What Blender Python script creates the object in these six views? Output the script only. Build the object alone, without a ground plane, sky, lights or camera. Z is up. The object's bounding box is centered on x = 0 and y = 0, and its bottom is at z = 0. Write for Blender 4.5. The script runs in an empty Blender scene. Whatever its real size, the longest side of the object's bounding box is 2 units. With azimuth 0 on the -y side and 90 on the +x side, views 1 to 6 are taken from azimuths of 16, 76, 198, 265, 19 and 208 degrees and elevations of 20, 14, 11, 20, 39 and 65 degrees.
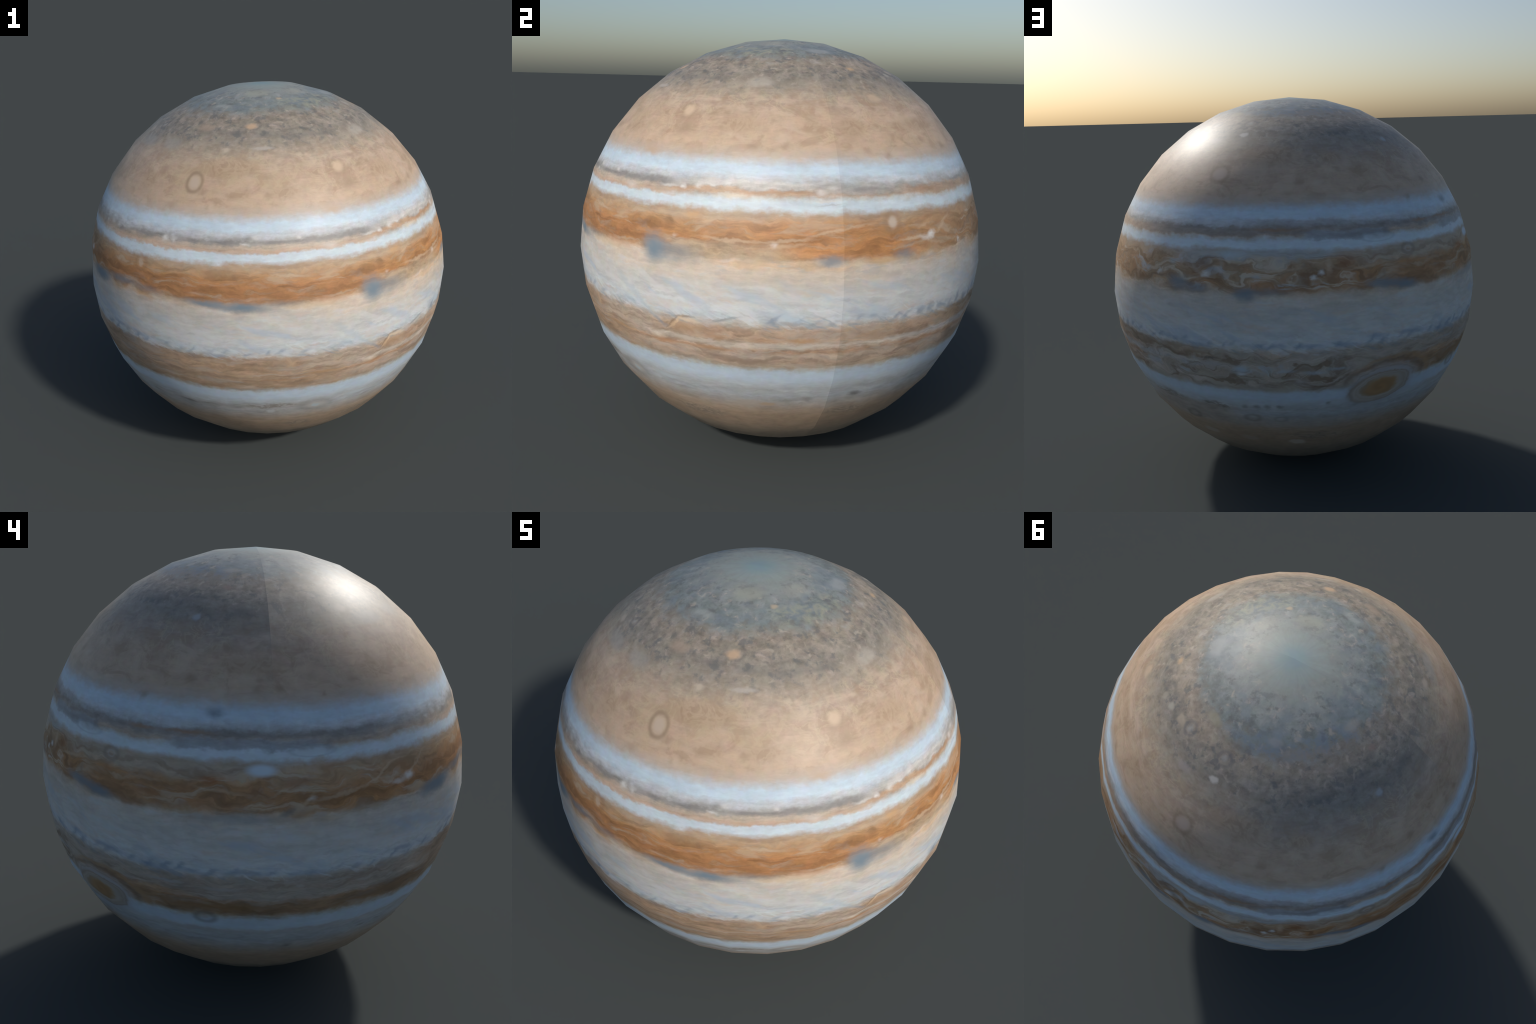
"""A banded gas-giant planet globe: a 32 x 16 faceted sphere made of two smooth
hemisphere shells that meet on the meridian plane y = 0, clothed in a fully
procedural cloud material (latitude bands, turbulence, ovals, festoons, great spot)."""
import bpy
import math
import random

# ----------------------------------------------------------------------------
# geometry
# ----------------------------------------------------------------------------
SEGMENTS, RINGS, RADIUS = 32, 16, 1.0


def hemisphere_mesh(name, start):
    """Half a UV sphere, from longitude `start` over 180 degrees, pole to pole."""
    half = SEGMENTS // 2
    row = half + 1
    verts, faces = [(0.0, 0.0, RADIUS)], []
    for i in range(1, RINGS):
        t = math.pi * i / RINGS
        for j in range(row):
            p = start + math.tau * j / SEGMENTS
            verts.append((RADIUS * math.sin(t) * math.cos(p), RADIUS * math.sin(t) * math.sin(p), RADIUS * math.cos(t)))
    verts.append((0.0, 0.0, -RADIUS))
    south = len(verts) - 1
    for j in range(half):
        faces.append((0, 1 + j, 2 + j))
        for i in range(RINGS - 2):
            a = 1 + i * row + j
            faces.append((a, a + row, a + row + 1, a + 1))
        b = 1 + (RINGS - 2) * row + j
        faces.append((b, south, b + 1))
    mesh = bpy.data.meshes.new(name)
    mesh.from_pydata(verts, [], faces)
    mesh.shade_smooth()
    return mesh


# The cloud material is split into tiles (latitude rows x longitude sectors) that follow the
# mesh edges. All tiles use the same continuous formulas; each holds only its own features.
ROW_EDGES = (-90.0, -33.75, -22.5, 0.0, 22.5, 33.75, 56.25, 90.0)
SECTORS = 8
SECTOR_WIDTH = 360.0 / SECTORS


def tile_of(direction):
    latitude = math.degrees(math.asin(max(-1.0, min(1.0, direction.z))))
    longitude = math.degrees(math.atan2(direction.y, direction.x)) % 360.0
    row = max(r for r in range(len(ROW_EDGES) - 1) if latitude >= ROW_EDGES[r])
    return row * SECTORS + int(longitude // SECTOR_WIDTH)


# ----------------------------------------------------------------------------
# a small expression layer over shader nodes
# ----------------------------------------------------------------------------
tree = nodes = links = None  # the tree that is being written


def feed(socket, value):
    if isinstance(value, V):
        tree.links.new(value.s, socket)
    else:
        socket.default_value = value


class V:
    """Wraps an output socket so that formulas can be written as formulas."""

    def __init__(self, socket):
        self.s = socket

    def __add__(self, o): return op("ADD", self, o)
    def __radd__(self, o): return op("ADD", o, self)
    def __sub__(self, o): return op("SUBTRACT", self, o)
    def __rsub__(self, o): return op("SUBTRACT", o, self)
    def __mul__(self, o): return op("MULTIPLY", self, o)
    def __rmul__(self, o): return op("MULTIPLY", o, self)
    def __truediv__(self, o): return op("DIVIDE", self, o)


def op(kind, *args):
    n = nodes.new("ShaderNodeMath")
    n.operation = kind
    for socket, a in zip(n.inputs, args):
        feed(socket, a)
    return V(n.outputs[0])


def xyz(x, y, z):
    n = nodes.new("ShaderNodeCombineXYZ")
    for socket, a in zip(n.inputs, (x, y, z)):
        feed(socket, a)
    return V(n.outputs[0])


def parts(vector):
    n = nodes.new("ShaderNodeSeparateXYZ")
    feed(n.inputs[0], vector)
    return [V(s) for s in n.outputs]


def noise(vector, scale, detail=3.0, rough=0.5, distortion=0.0, colour=False, lacunarity=2.0):
    n = nodes.new("ShaderNodeTexNoise")
    n.noise_dimensions = "3D"
    feed(n.inputs["Vector"], vector)
    n.inputs["Scale"].default_value = scale
    n.inputs["Detail"].default_value = detail
    n.inputs["Roughness"].default_value = rough
    n.inputs["Lacunarity"].default_value = lacunarity
    n.inputs["Distortion"].default_value = distortion
    return V(n.outputs["Color" if colour else "Fac"])


def smooth(x, lo, hi, a=0.0, b=1.0):
    """Smoothstep of x from lo (-> a) to hi (-> b)."""
    n = nodes.new("ShaderNodeMapRange")
    n.interpolation_type = "SMOOTHSTEP"
    for socket, v in zip((n.inputs[0], n.inputs[1], n.inputs[2], n.inputs[3], n.inputs[4]), (x, lo, hi, a, b)):
        feed(socket, v)
    return V(n.outputs[0])


def mix(a, b, fac, blend="MIX"):
    n = nodes.new("ShaderNodeMix")
    n.data_type, n.blend_type, n.clamp_factor = "RGBA", blend, True
    feed(n.inputs[0], fac)
    feed(n.inputs[6], a)
    feed(n.inputs[7], b)
    return V(n.outputs[2])


def linear(c):
    c /= 255.0
    return c / 12.92 if c <= 0.04045 else ((c + 0.055) / 1.055) ** 2.4


def rgb(r, g, b):
    return (linear(r), linear(g), linear(b), 1.0)


def ramp(x, lo, hi, stops, mode="LINEAR"):
    """Colour ramp of x over [lo, hi]; stops are (position, colour or grey value)."""
    n = nodes.new("ShaderNodeValToRGB")
    n.color_ramp.interpolation = mode
    e = n.color_ramp.elements
    while len(e) < len(stops):
        e.new(0.5)
    for el, (p, c) in zip(e, sorted(stops, key=lambda s: s[0])):
        el.position = (p - lo) / (hi - lo)
        el.color = c if isinstance(c, tuple) else (c, c, c, 1.0)
    feed(n.inputs[0], (x - lo) * (1.0 / (hi - lo)))
    return V(n.outputs[0])


def tone(colour, gain):
    """Multiply a colour by a scalar gain."""
    n = nodes.new("ShaderNodeVectorMath")
    n.operation = "SCALE"
    feed(n.inputs[0], colour)
    feed(n.inputs["Scale"], gain)
    return V(n.outputs[0])


# ----------------------------------------------------------------------------
# reusable node groups: a soft ellipse, a ring, a wash over a band and a sector
# ----------------------------------------------------------------------------


class Group:
    """Builds a shader node group whose body is written with the same formulas."""

    def __init__(self, name, inputs, outputs):
        self.tree = bpy.data.node_groups.new(name, "ShaderNodeTree")
        for label, kind in inputs:
            self.tree.interface.new_socket(label, in_out="INPUT", socket_type="NodeSocket" + kind)
        for label, kind in outputs:
            self.tree.interface.new_socket(label, in_out="OUTPUT", socket_type="NodeSocket" + kind)

    def __enter__(self):
        global tree, nodes, links
        self.outer = tree
        tree, nodes, links = self.tree, self.tree.nodes, self.tree.links
        self.input = nodes.new("NodeGroupInput")
        return {s.name: V(s) for s in self.input.outputs if s.name}

    def finish(self, *results):
        out = nodes.new("NodeGroupOutput")
        for socket, result in zip(out.inputs, results):
            feed(socket, result)

    def __exit__(self, *_):
        global tree, nodes, links
        tree = self.outer
        nodes, links = (tree.nodes, tree.links) if tree else (None, None)

    def use(self, **values):
        n = nodes.new("ShaderNodeGroup")
        n.node_tree = self.tree
        for k, v in values.items():
            feed(n.inputs[k], v)
        return [V(s) for s in n.outputs]


def wrap(x):
    n = nodes.new("ShaderNodeMath")
    n.operation = "WRAP"
    feed(n.inputs[0], x)
    n.inputs[1].default_value, n.inputs[2].default_value = 180.0, -180.0
    return V(n.outputs[0])


def after(colour, x):
    """x itself, but evaluated after `colour`: keeps the shader's working memory small."""
    return op("MULTIPLY_ADD", colour, 1e-14, x)


def vector_op(kind, *args):
    n = nodes.new("ShaderNodeVectorMath")
    n.operation = kind
    for socket, a in zip(n.inputs, args):
        feed(socket, a)
    return V(n.outputs["Value" if kind == "LENGTH" else "Vector"])


FLOATS = lambda *names: [(n, "Float") for n in names]
WASH = Group("band_wash", [("colour", "Color"), ("paint", "Color")] + FLOATS("x", "lon", "middle", "out", "inside", "lon0", "far", "near", "extra", "strength"), [("colour", "Color")])
with WASH as i:
    dl = op("ABSOLUTE", wrap(after(i["colour"], i["lon"]) - i["lon0"]))
    band = smooth(op("ABSOLUTE", after(i["colour"], i["x"]) - i["middle"]), i["out"], i["inside"])
    WASH.finish(mix(i["colour"], i["paint"], band * smooth(dl, i["far"], i["near"]) * i["extra"] * i["strength"]))


# ----------------------------------------------------------------------------
# palette
# ----------------------------------------------------------------------------
ORANGE, RUST, DARK_BROWN, TAN = rgb(182, 128, 80), rgb(170, 124, 84), rgb(148, 118, 88), rgb(172, 147, 125)
STORM, HOT, DIM = rgb(232, 230, 226), rgb(120, 136, 148), rgb(112, 110, 108)
DEG = 180.0 / math.pi

# Colour of the bands, from pole to pole (latitude in degrees, colour in sunlight).
SOUTH_BANDS = [
    (-90, rgb(132, 138, 140)), (-78, rgb(138, 142, 140)), (-70, rgb(132, 134, 132)), (-62, rgb(150, 138, 124)),
    (-54, rgb(150, 138, 124)), (-48, rgb(160, 145, 128)), (-42, rgb(174, 152, 131)), (-37, rgb(178, 156, 134)),
    (-34, rgb(180, 162, 145)), (-31.5, rgb(180, 174, 168)), (-28.5, rgb(181, 186, 191)), (-26, rgb(184, 188, 191)),
    (-24, rgb(192, 201, 209)), (-22, rgb(194, 210, 226)), (-20.2, rgb(192, 206, 219)), (-19.3, rgb(182, 182, 178)),
    (-18.4, rgb(170, 154, 136)), (-17, rgb(176, 154, 136)), (-15.4, rgb(184, 166, 150)), (-14.2, rgb(176, 145, 121)),
    (-13.2, rgb(188, 168, 150)), (-12.3, rgb(205, 192, 179)), (-11.4, rgb(184, 162, 142)), (-10, rgb(179, 153, 131)),
    (-8.4, rgb(184, 162, 143)), (-7.4, rgb(194, 187, 179)), (-6, rgb(197, 204, 209)),
]
MIDDLE_BANDS = [
    (-6, rgb(197, 204, 209)), (-4, rgb(205, 209, 211)), (-1, rgb(203, 203, 201)), (3, rgb(199, 195, 189)),
    (6.0, rgb(200, 190, 179)), (7.3, rgb(200, 180, 160)), (8.4, rgb(182, 150, 118)), (10, rgb(172, 129, 90)),
    (12.5, rgb(173, 126, 82)), (14.5, rgb(173, 131, 90)), (16.5, rgb(176, 146, 115)), (17.8, rgb(176, 154, 132)),
    (18.6, rgb(188, 186, 184)), (19.4, rgb(200, 213, 221)), (20.8, rgb(198, 209, 217)), (21.6, rgb(190, 190, 186)),
    (22.4, rgb(180, 160, 142)), (23.2, rgb(174, 158, 144)), (24.2, rgb(164, 158, 152)), (25.1, rgb(174, 174, 174)),
    (26.2, rgb(190, 194, 199)), (27.5, rgb(191, 207, 219)), (29.0, rgb(189, 205, 218)), (30.3, rgb(186, 187, 188)),
    (31.6, rgb(186, 171, 157)), (34, rgb(189, 165, 142)),
]
NORTH_BANDS = [
    (34, rgb(189, 165, 142)), (38, rgb(186, 161, 138)), (42, rgb(181, 157, 135)), (46, rgb(174, 154, 136)),
    (49.5, rgb(161, 147, 130)), (53, rgb(148, 138, 125)), (56, rgb(136, 129, 119)), (59, rgb(140, 132, 121)),
    (62, rgb(144, 134, 121)), (65, rgb(136, 132, 124)), (68, rgb(122, 128, 126)), (71, rgb(127, 133, 131)),
    (75, rgb(136, 140, 138)), (80, rgb(141, 146, 141)), (85, rgb(138, 148, 146)), (88, rgb(128, 147, 150)), (90, rgb(124, 145, 151)),
]
# Regimes of the belts: paint, latitude field, south, north, softness, first and last longitude, softness of the ends, strength
REGIMES = [
    # north equatorial belt
    (ORANGE, "flow", 8.2, 12.8, 2.5, -12, 22, 12, 0.75),
    (ORANGE, "flow", 13.6, 17.0, 2.5, -25, 8, 10, 0.55),
    (rgb(160, 114, 76), "flow", 8.6, 14.0, 2.5, -150, -48, 20, 0.7),
    (rgb(178, 158, 134), "flow", 8.0, 11.6, 1.6, -42, -14, 8, 0.75),
    (rgb(164, 134, 104), "flow", 9.0, 17.6, 2.0, 20, 62, 16, 0.6),
    (rgb(170, 172, 172), "flow", 15.2, 18.6, 1.8, 74, 120, 14, 0.85),
    (rgb(156, 134, 110), "flow", 9.5, 15.4, 2.4, 60, 120, 16, 0.75),
    (rgb(160, 122, 90), "flow", 7.6, 10.4, 1.6, 90, 150, 20, 0.65),
    (rgb(170, 156, 140), "flow", 14.6, 18.4, 2.2, 122, 182, 16, 0.75),
    (rgb(160, 121, 86), "flow", 8.0, 14.0, 2.4, 122, 205, 20, 0.75),
    (rgb(168, 140, 112), "flow", 13.0, 18.0, 2.4, 182, 218, 16, 0.6),
    (rgb(166, 120, 76), "flow", 7.8, 10.8, 1.6, 192, 222, 10, 0.75),
    # warm fringe below it
    (rgb(208, 174, 140), "flow", 5.8, 7.8, 1.6, -28, 2, 8, 0.85),
    (rgb(212, 192, 170), "flow", 2.5, 7.4, 3.0, -60, 14, 14, 0.5),
    (rgb(206, 196, 184), "flow", 4.5, 7.6, 1.8, 84, 128, 12, 0.5),
    # south equatorial belt
    (TAN, "edge", -18.6, -7.6, 0.8, -140, -52, 14, 0.85),
    (rgb(160, 136, 112), "edge", -18.8, -14.5, 2.0, -150, -58, 12, 0.6),
    (rgb(180, 150, 122), "edge", -13.6, -9.6, 2.0, -112, -60, 12, 0.5),
    (rgb(188, 176, 162), "edge", -12.0, -7.6, 1.0, -66, -46, 6, 0.55),
    (rgb(168, 160, 150), "flow", -19.6, -8.0, 1.6, 56, 124, 14, 0.8),
    (rgb(150, 132, 112), "flow", -10.6, -7.4, 1.2, 28, 84, 14, 0.75),
    (rgb(178, 176, 176), "edge", -13.2, -11.4, 1.0, 22, 82, 14, 0.75),
    (rgb(168, 158, 148), "flow", -13.8, -7.4, 1.6, 120, 218, 18, 0.85),
    (DARK_BROWN, "edge", -18.2, -14.0, 1.8, 143, 226, 14, 0.85),
    (rgb(168, 126, 84), "edge", -14.2, -11.8, 1.4, 133, 160, 12, 0.6),
    # north temperate belt
    (rgb(146, 142, 137), "edge", 23.5, 25.0, 1.4, -115, -42, 12, 0.6),
    (rgb(196, 160, 132), "edge", 21.2, 22.4, 0.8, -130, -44, 12, 0.6),
    (rgb(190, 176, 160), "edge", 22.2, 23.4, 0.8, -110, -44, 12, 0.5),
    (rgb(186, 152, 120), "edge", 22.5, 23.6, 1.0, -44, -8, 8, 0.65),
    (rgb(202, 196, 190), "edge", 24.0, 25.6, 0.8, -42, -6, 10, 0.6),
    (rgb(168, 166, 162), "edge", 22.6, 25.4, 1.0, -6, 22, 8, 0.6),
    (rgb(176, 148, 122), "edge", 22.4, 24.2, 1.2, 18, 66, 14, 0.65),
    (rgb(146, 134, 124), "edge", 22.4, 25.0, 1.0, 58, 122, 16, 0.75),
    (rgb(150, 142, 138), "edge", 24.9, 26.6, 1.0, 96, 122, 8, 0.5),
    (rgb(136, 128, 122), "edge", 23.4, 25.0, 1.4, 118, 205, 14, 0.65),
    (rgb(150, 154, 160), "edge", 21.0, 23.4, 1.0, 110, 134, 4, 0.8),
    (rgb(152, 156, 162), "edge", 20.8, 23.2, 1.0, 156, 191, 8, 0.8),
    # northern cap: duller sector before the joint of the shells, tan and olive patches
    (rgb(126, 124, 119), "edge", 44, 62, 9.0, 100, 185.0, 40.0, 0.28),
    (rgb(158, 144, 128), "edge", 60, 65, 4.0, 10, 75, 20, 0.55),
    # southern temperate greys
    (rgb(168, 152, 138), "edge", -33.5, -26.5, 2.0, 50, 88, 16, 0.7),
    (rgb(174, 170, 166), "edge", -34, -30, 2.0, 60, 120, 16, 0.4),
    (rgb(178, 172, 168), "edge", -25.4, -23.6, 1.0, 150, 240, 16, 0.5),
    (rgb(176, 164, 152), "edge", -29.5, -26.5, 2.0, -120, -60, 12, 0.35),
]
STREAK_GAIN = [
    (-90, 0.05), (-50, 0.12), (-34, 0.22), (-27, 0.30), (-23, 0.08), (-20, 0.10), (-18, 0.42), (-9, 0.42), (-6, 0.26),
    (0, 0.20), (6, 0.22), (9, 0.42), (16, 0.40), (19, 0.14), (21, 0.14), (23, 0.34), (26, 0.28), (28, 0.15), (34, 0.11),
    (50, 0.12), (66, 0.10), (80, 0.03), (90, 0.0),
]
MOTTLE_GAIN = [
    (-90, 0.20), (-60, 0.30), (-45, 0.22), (-34, 0.16), (-24, 0.07), (-8, 0.16), (0, 0.06), (10, 0.20), (20, 0.08), (24, 0.26),
    (28, 0.09), (33, 0.12), (44, 0.24), (50, 0.50), (58, 0.70), (66, 0.60), (72, 0.45), (78, 0.20), (86, 0.07), (90, 0.03),
]
FILAMENT_GAIN = [
    (-90, 0.02), (-40, 0.08), (-32, 0.10), (-26, 0.08), (-21, 0.02), (-18, 0.26), (-9, 0.26), (-6, 0.10), (0, 0.04), (7, 0.08),
    (10, 0.26), (16, 0.26), (19, 0.03), (24, 0.14), (28, 0.02), (33, 0.06), (44, 0.16), (56, 0.14), (66, 0.08), (80, 0.02),
]


def base_group(row):
    """Bands, turbulence and contrast of one latitude row, as a node group."""
    low, high = ROW_EDGES[row], ROW_EDGES[row + 1]

    def here(south, north, margin=4.0):
        return south - margin < high and north + margin > low

    group = Group("cloud_row", [], [("colour", "Color"), ("lon", "Float"), ("lat", "Float"), ("drift_lon", "Float"), ("drift_lat", "Float"), ("scribble", "Float"), ("eddy", "Float")])
    with group:
        coord = nodes.new("ShaderNodeTexCoord")
        direction = vector_op("NORMALIZE", V(coord.outputs["Object"]))
        nx, ny, nz = parts(direction)
        lat = op("ARCSINE", nz) * DEG
        lon = op("ARCTAN2", ny, nx) * DEG

        def sector(first, last, soft):
            width = (last - first) % 360.0
            return smooth(op("ABSOLUTE", wrap(lon - (first + width / 2))), width / 2 + soft / 2, max(0.0, width / 2 - soft / 2))

        def belt(x, south, north, soft):
            c, h = (south + north) / 2, (north - south) / 2
            return smooth(op("ABSOLUTE", x - c), h + soft / 2, max(0.0, h - soft / 2))

        # turbulence
        swell = parts(noise(direction, 3.2, 2.0, 0.5, colour=True))
        eddy = parts(noise(xyz(nx * 9.0, ny * 9.0, nz * 15.0), 1.0, 3.0, 0.55, colour=True))
        curl = parts(noise(xyz(nx * 22.0, ny * 22.0, nz * 34.0), 1.0, 2.0, 0.55, colour=True))
        ripple = parts(noise(xyz(nx * 44.0, ny * 44.0, nz * 70.0), 1.0, 2.0, 0.55, colour=True))
        wave = parts(noise(xyz(nx * 7.5, ny * 7.5, nz * 13.0), 1.0, 1.0, 0.45, colour=True))
        churn = 0.0
        if here(8, 18, 2):
            churn = op("MINIMUM", belt(lat, 8.5, 17.5, 3.0) * (sector(38, 128, 24) + sector(160, 235, 30) * 0.45), 1.0)
        if here(-19, -8, 2):
            churn = belt(lat, -19.0, -8.5, 3.0) * sector(52, 126, 22)
        calm = 0.45 + churn * 0.5
        rough_lat = (eddy[0] - 0.5) * (calm * 3.0) + (curl[0] - 0.5) * (calm * 1.8) + (ripple[0] - 0.5) * 0.5
        belts = 0.0  # 1 inside the two equatorial belts
        if here(-18.2, 17.4, 0):
            belts = belt(lat, 7.0, 17.6, 3.0) if low >= 0 else belt(lat, -19.0, -8.0, 2.5)
        bend = (wave[0] - 0.5) * (belts * 3.0 + churn * 7.5)
        flow_lat = lat + ((swell[0] - 0.5) * 1.4 + rough_lat) * smooth(op("ABSOLUTE", lat), 78, 40) + bend
        flow_lon = lon + (swell[1] - 0.5) * 6.0 + (eddy[1] - 0.5) * (calm * 9.0) + (curl[1] - 0.5) * (calm * 4.0) + (wave[1] - 0.5) * (churn * 16.0)
        edge_lat = lat + (swell[2] - 0.5) * 0.8 + (eddy[2] - 0.5) * 1.3 + (curl[2] - 0.5) * 1.5 + (ripple[2] - 0.5) * 1.0
        if here(18, 26, 0):
            edge_lat = edge_lat + (wave[1] - 0.5) * belt(lat, 17.0, 26.5, 3.0) * 1.8
        if here(5, 10, 0):
            edge_lat = edge_lat + (wave[2] - 0.5) * belt(lat, 3.0, 11.5, 5.0) * 4.5 + bend * 0.45
        if here(-9, -6, 0):
            edge_lat = edge_lat + bend * 0.35
        field = {"flow": flow_lat, "edge": edge_lat}

        # streaks: long in longitude, thin in latitude; folded filaments; mottling
        lon_rad = flow_lon * (1.0 / DEG)
        cx, cy = op("COSINE", lon_rad), op("SINE", lon_rad)
        streak = noise(xyz(cx * 5.5, cy * 5.5, flow_lat * 0.52), 1.0, 4.0, 0.6)
        fine_streak = noise(xyz(cx * 16.0, cy * 16.0, flow_lat * 1.15), 1.0, 4.0, 0.62)
        hue_streak = noise(xyz(cx * 5.0 + 7.0, cy * 5.0, flow_lat * 0.36 + 3.0), 1.0, 4.0, 0.6)
        fold = noise(xyz(cx * 4.2 + 3.0, cy * 4.2, flow_lat * 0.46), 1.0, 3.0, 0.55, distortion=0.35)
        filament = smooth(1.0 - op("ABSOLUTE", fold - 0.5) * 9.0, 0.15, 1.0)
        mottle = noise(direction, 22.0, 5.0, 0.62, distortion=0.35)
        grain = noise(direction, 60.0, 3.0, 0.6)
        blotch = noise(direction, 9.0, 3.0, 0.55)

        # bands
        if high <= 0:
            colour = ramp(edge_lat, -90, -6, SOUTH_BANDS)
            if high == 0:
                colour = mix(colour, ramp(edge_lat, -6, 34, MIDDLE_BANDS), op("GREATER_THAN", edge_lat, -6.0))
        elif high < 40:
            colour = ramp(edge_lat, -6, 34, MIDDLE_BANDS)
        else:
            colour = ramp(edge_lat + ((mottle - 0.5) * 11.0 + (blotch - 0.5) * 7.0) * smooth(lat, 36, 50) * smooth(lat, 88, 76), 34, 90, NORTH_BANDS)
        for paint, x, south, north, soft, first, last, ends, strength in REGIMES:
            if here(south, north):
                c, h, width = (south + north) / 2, (north - south) / 2, (last - first) % 360.0
                colour = WASH.use(colour=colour, paint=paint, x=field[x], lon=lon, middle=c, out=h + soft / 2, inside=max(0.0, h - soft / 2),
                                  lon0=first + width / 2, far=width / 2 + ends / 2, near=max(0.0, width / 2 - max(ends, 0.01) / 2), extra=1.0, strength=strength)[0]

        # contrast, by latitude
        streak_gain, mottle_gain, filament_gain = (ramp(lat, -90, 90, g) for g in (STREAK_GAIN, MOTTLE_GAIN, FILAMENT_GAIN))
        relief = (streak - 0.5) * streak_gain * 2.2 + (fine_streak - 0.5) * streak_gain * 2.0 + (mottle - 0.5) * mottle_gain * 2.4 \
            + (grain - 0.5) * (mottle_gain * 0.5) + (filament - 0.3) * filament_gain * 0.5
        colour = tone(colour, 1.0 + relief)

        if here(-18.2, 17.4, 0):
            # hue drift inside the belts: rusty against grey; pale and dark folds where they churn
            colour = mix(colour, rgb(184, 128, 82), belts * smooth(hue_streak, 0.52, 0.74) * (0.34 if low >= 0 else 0.12))
            colour = mix(colour, rgb(156, 150, 144), belts * smooth(hue_streak, 0.46, 0.28) * 0.40)
            strand = belts * (0.42 + churn * 0.58)
            colour = mix(colour, rgb(206, 188, 166) if low >= 0 else rgb(200, 190, 180), strand * smooth(fold, 0.51, 0.66) * 0.85)
            colour = mix(colour, rgb(136, 98, 66) if low >= 0 else rgb(132, 112, 94), strand * smooth(fold, 0.49, 0.33) * 0.66)
            colour = mix(colour, rgb(176, 190, 202), churn * smooth(wave[2], 0.60, 0.74) * smooth(fold, 0.46, 0.56) * 0.5)
            zone = belt(lat, -7.5, 7.5, 3.0)
            colour = mix(colour, rgb(194, 206, 214), zone * smooth(streak, 0.54, 0.72) * 0.35)
            colour = mix(colour, rgb(207, 189, 173), zone * smooth(hue_streak, 0.52, 0.70) * 0.5)
            colour = mix(colour, rgb(176, 176, 176), zone * smooth(hue_streak, 0.46, 0.30) * 0.5)
        if here(-8.5, 3, 0):
            # diagonal festoons and chevrons at the southern edge of the equatorial zone
            shear = (flow_lon + lat * 2.0) * (1.0 / DEG)
            sx, sy = op("COSINE", shear), op("SINE", shear)
            chevron = noise(xyz(sx * 17.0, sy * 17.0, lat * 0.22), 1.0, 3.0, 0.5, distortion=0.9)
            plume = noise(xyz(sx * 6.0 + 5.0, sy * 6.0, lat * 0.14), 1.0, 3.0, 0.55)
            colour = mix(colour, rgb(142, 156, 168), belt(edge_lat, -8.4, -5.4, 2.0) * smooth(chevron, 0.52, 0.70) * 0.55)
            colour = mix(colour, rgb(218, 222, 226), belt(edge_lat, -8.0, -3.0, 2.0) * smooth(chevron, 0.46, 0.34) * 0.5)
            colour = mix(colour, rgb(178, 192, 206), belt(lat, -6.5, 3.0, 5.0) * smooth(plume, 0.48, 0.68) * 0.6)
            colour = mix(colour, rgb(214, 214, 212), belt(lat, -6.5, 4.0, 5.0) * smooth(plume, 0.46, 0.32) * 0.45)
        if here(46, 84, 0):
            cap = smooth(lat, 46, 56) * smooth(lat, 84, 76)
            colour = mix(colour, rgb(100, 102, 102), cap * smooth(noise(direction, 24.0, 4.0, 0.6), 0.53, 0.66) * 0.62)
            colour = mix(colour, rgb(182, 172, 158), cap * smooth(noise(direction, 26.0, 3.0, 0.55, distortion=0.5), 0.57, 0.74) * 0.5)
            colour = mix(colour, rgb(114, 126, 133), smooth(lat, 63, 68) * smooth(lat, 82, 74) * smooth(blotch, 0.50, 0.64) * 0.5)
            colour = mix(colour, rgb(104, 118, 136), belt(edge_lat, 65, 70.5, 3.0) * sector(80, 165, 30) * smooth(mottle, 0.44, 0.60) * 0.5)
            colour = mix(colour, rgb(150, 150, 128), belt(edge_lat, 66, 72, 3.0) * sector(-60, -10, 12) * smooth(mottle, 0.4, 0.65) * 0.6)
            # rays near the pole
            ray = lon * (1.0 / DEG)
            rays = noise(xyz(op("COSINE", ray) * 7.0, op("SINE", ray) * 7.0, lat * 0.07), 1.0, 4.0, 0.6)
            colour = tone(colour, 1.0 + (rays - 0.5) * smooth(lat, 66, 74) * smooth(lat, 89.5, 84) * 0.30)
        if here(32, 50, 0):
            # soft smudges of the tan region
            smudge = noise(xyz(nx * 8.0, ny * 8.0, nz * 14.0), 1.0, 4.0, 0.6, distortion=0.8)
            region = belt(lat, 32.5, 49, 5.0)
            colour = mix(colour, rgb(161, 136, 113), region * smooth(smudge, 0.51, 0.64) * 0.5)
            colour = mix(colour, rgb(200, 178, 157), region * smooth(smudge, 0.47, 0.34) * 0.45)
            wisp = smooth(op("ABSOLUTE", noise(direction, 17.0, 3.0, 0.6, distortion=1.0) - 0.5), 0.07, 0.0)
            colour = mix(colour, rgb(202, 184, 154), belt(lat, 35, 50, 6.0) * wisp * smooth(blotch, 0.42, 0.58) * 0.30)
            colour = mix(colour, rgb(176, 154, 124), belt(edge_lat, 36, 47, 5.0) * sector(-112, -60, 20) * smooth(blotch, 0.42, 0.62) * 0.4)

        # scribbled lines for broken-up patches
        if low >= 0:
            line = noise(direction, 15.0, 3.0, 0.6, distortion=1.2)
        else:
            line = noise(xyz(nx * 12.0, ny * 12.0, nz * 30.0), 1.0, 2.0, 0.5, distortion=1.5)
        scribble = smooth(op("ABSOLUTE", line - 0.5), 0.14, 0.0)
        # faint chromatic grain
        tint = parts(noise(direction, 26.0, 2.0, 0.5, colour=True))
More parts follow.
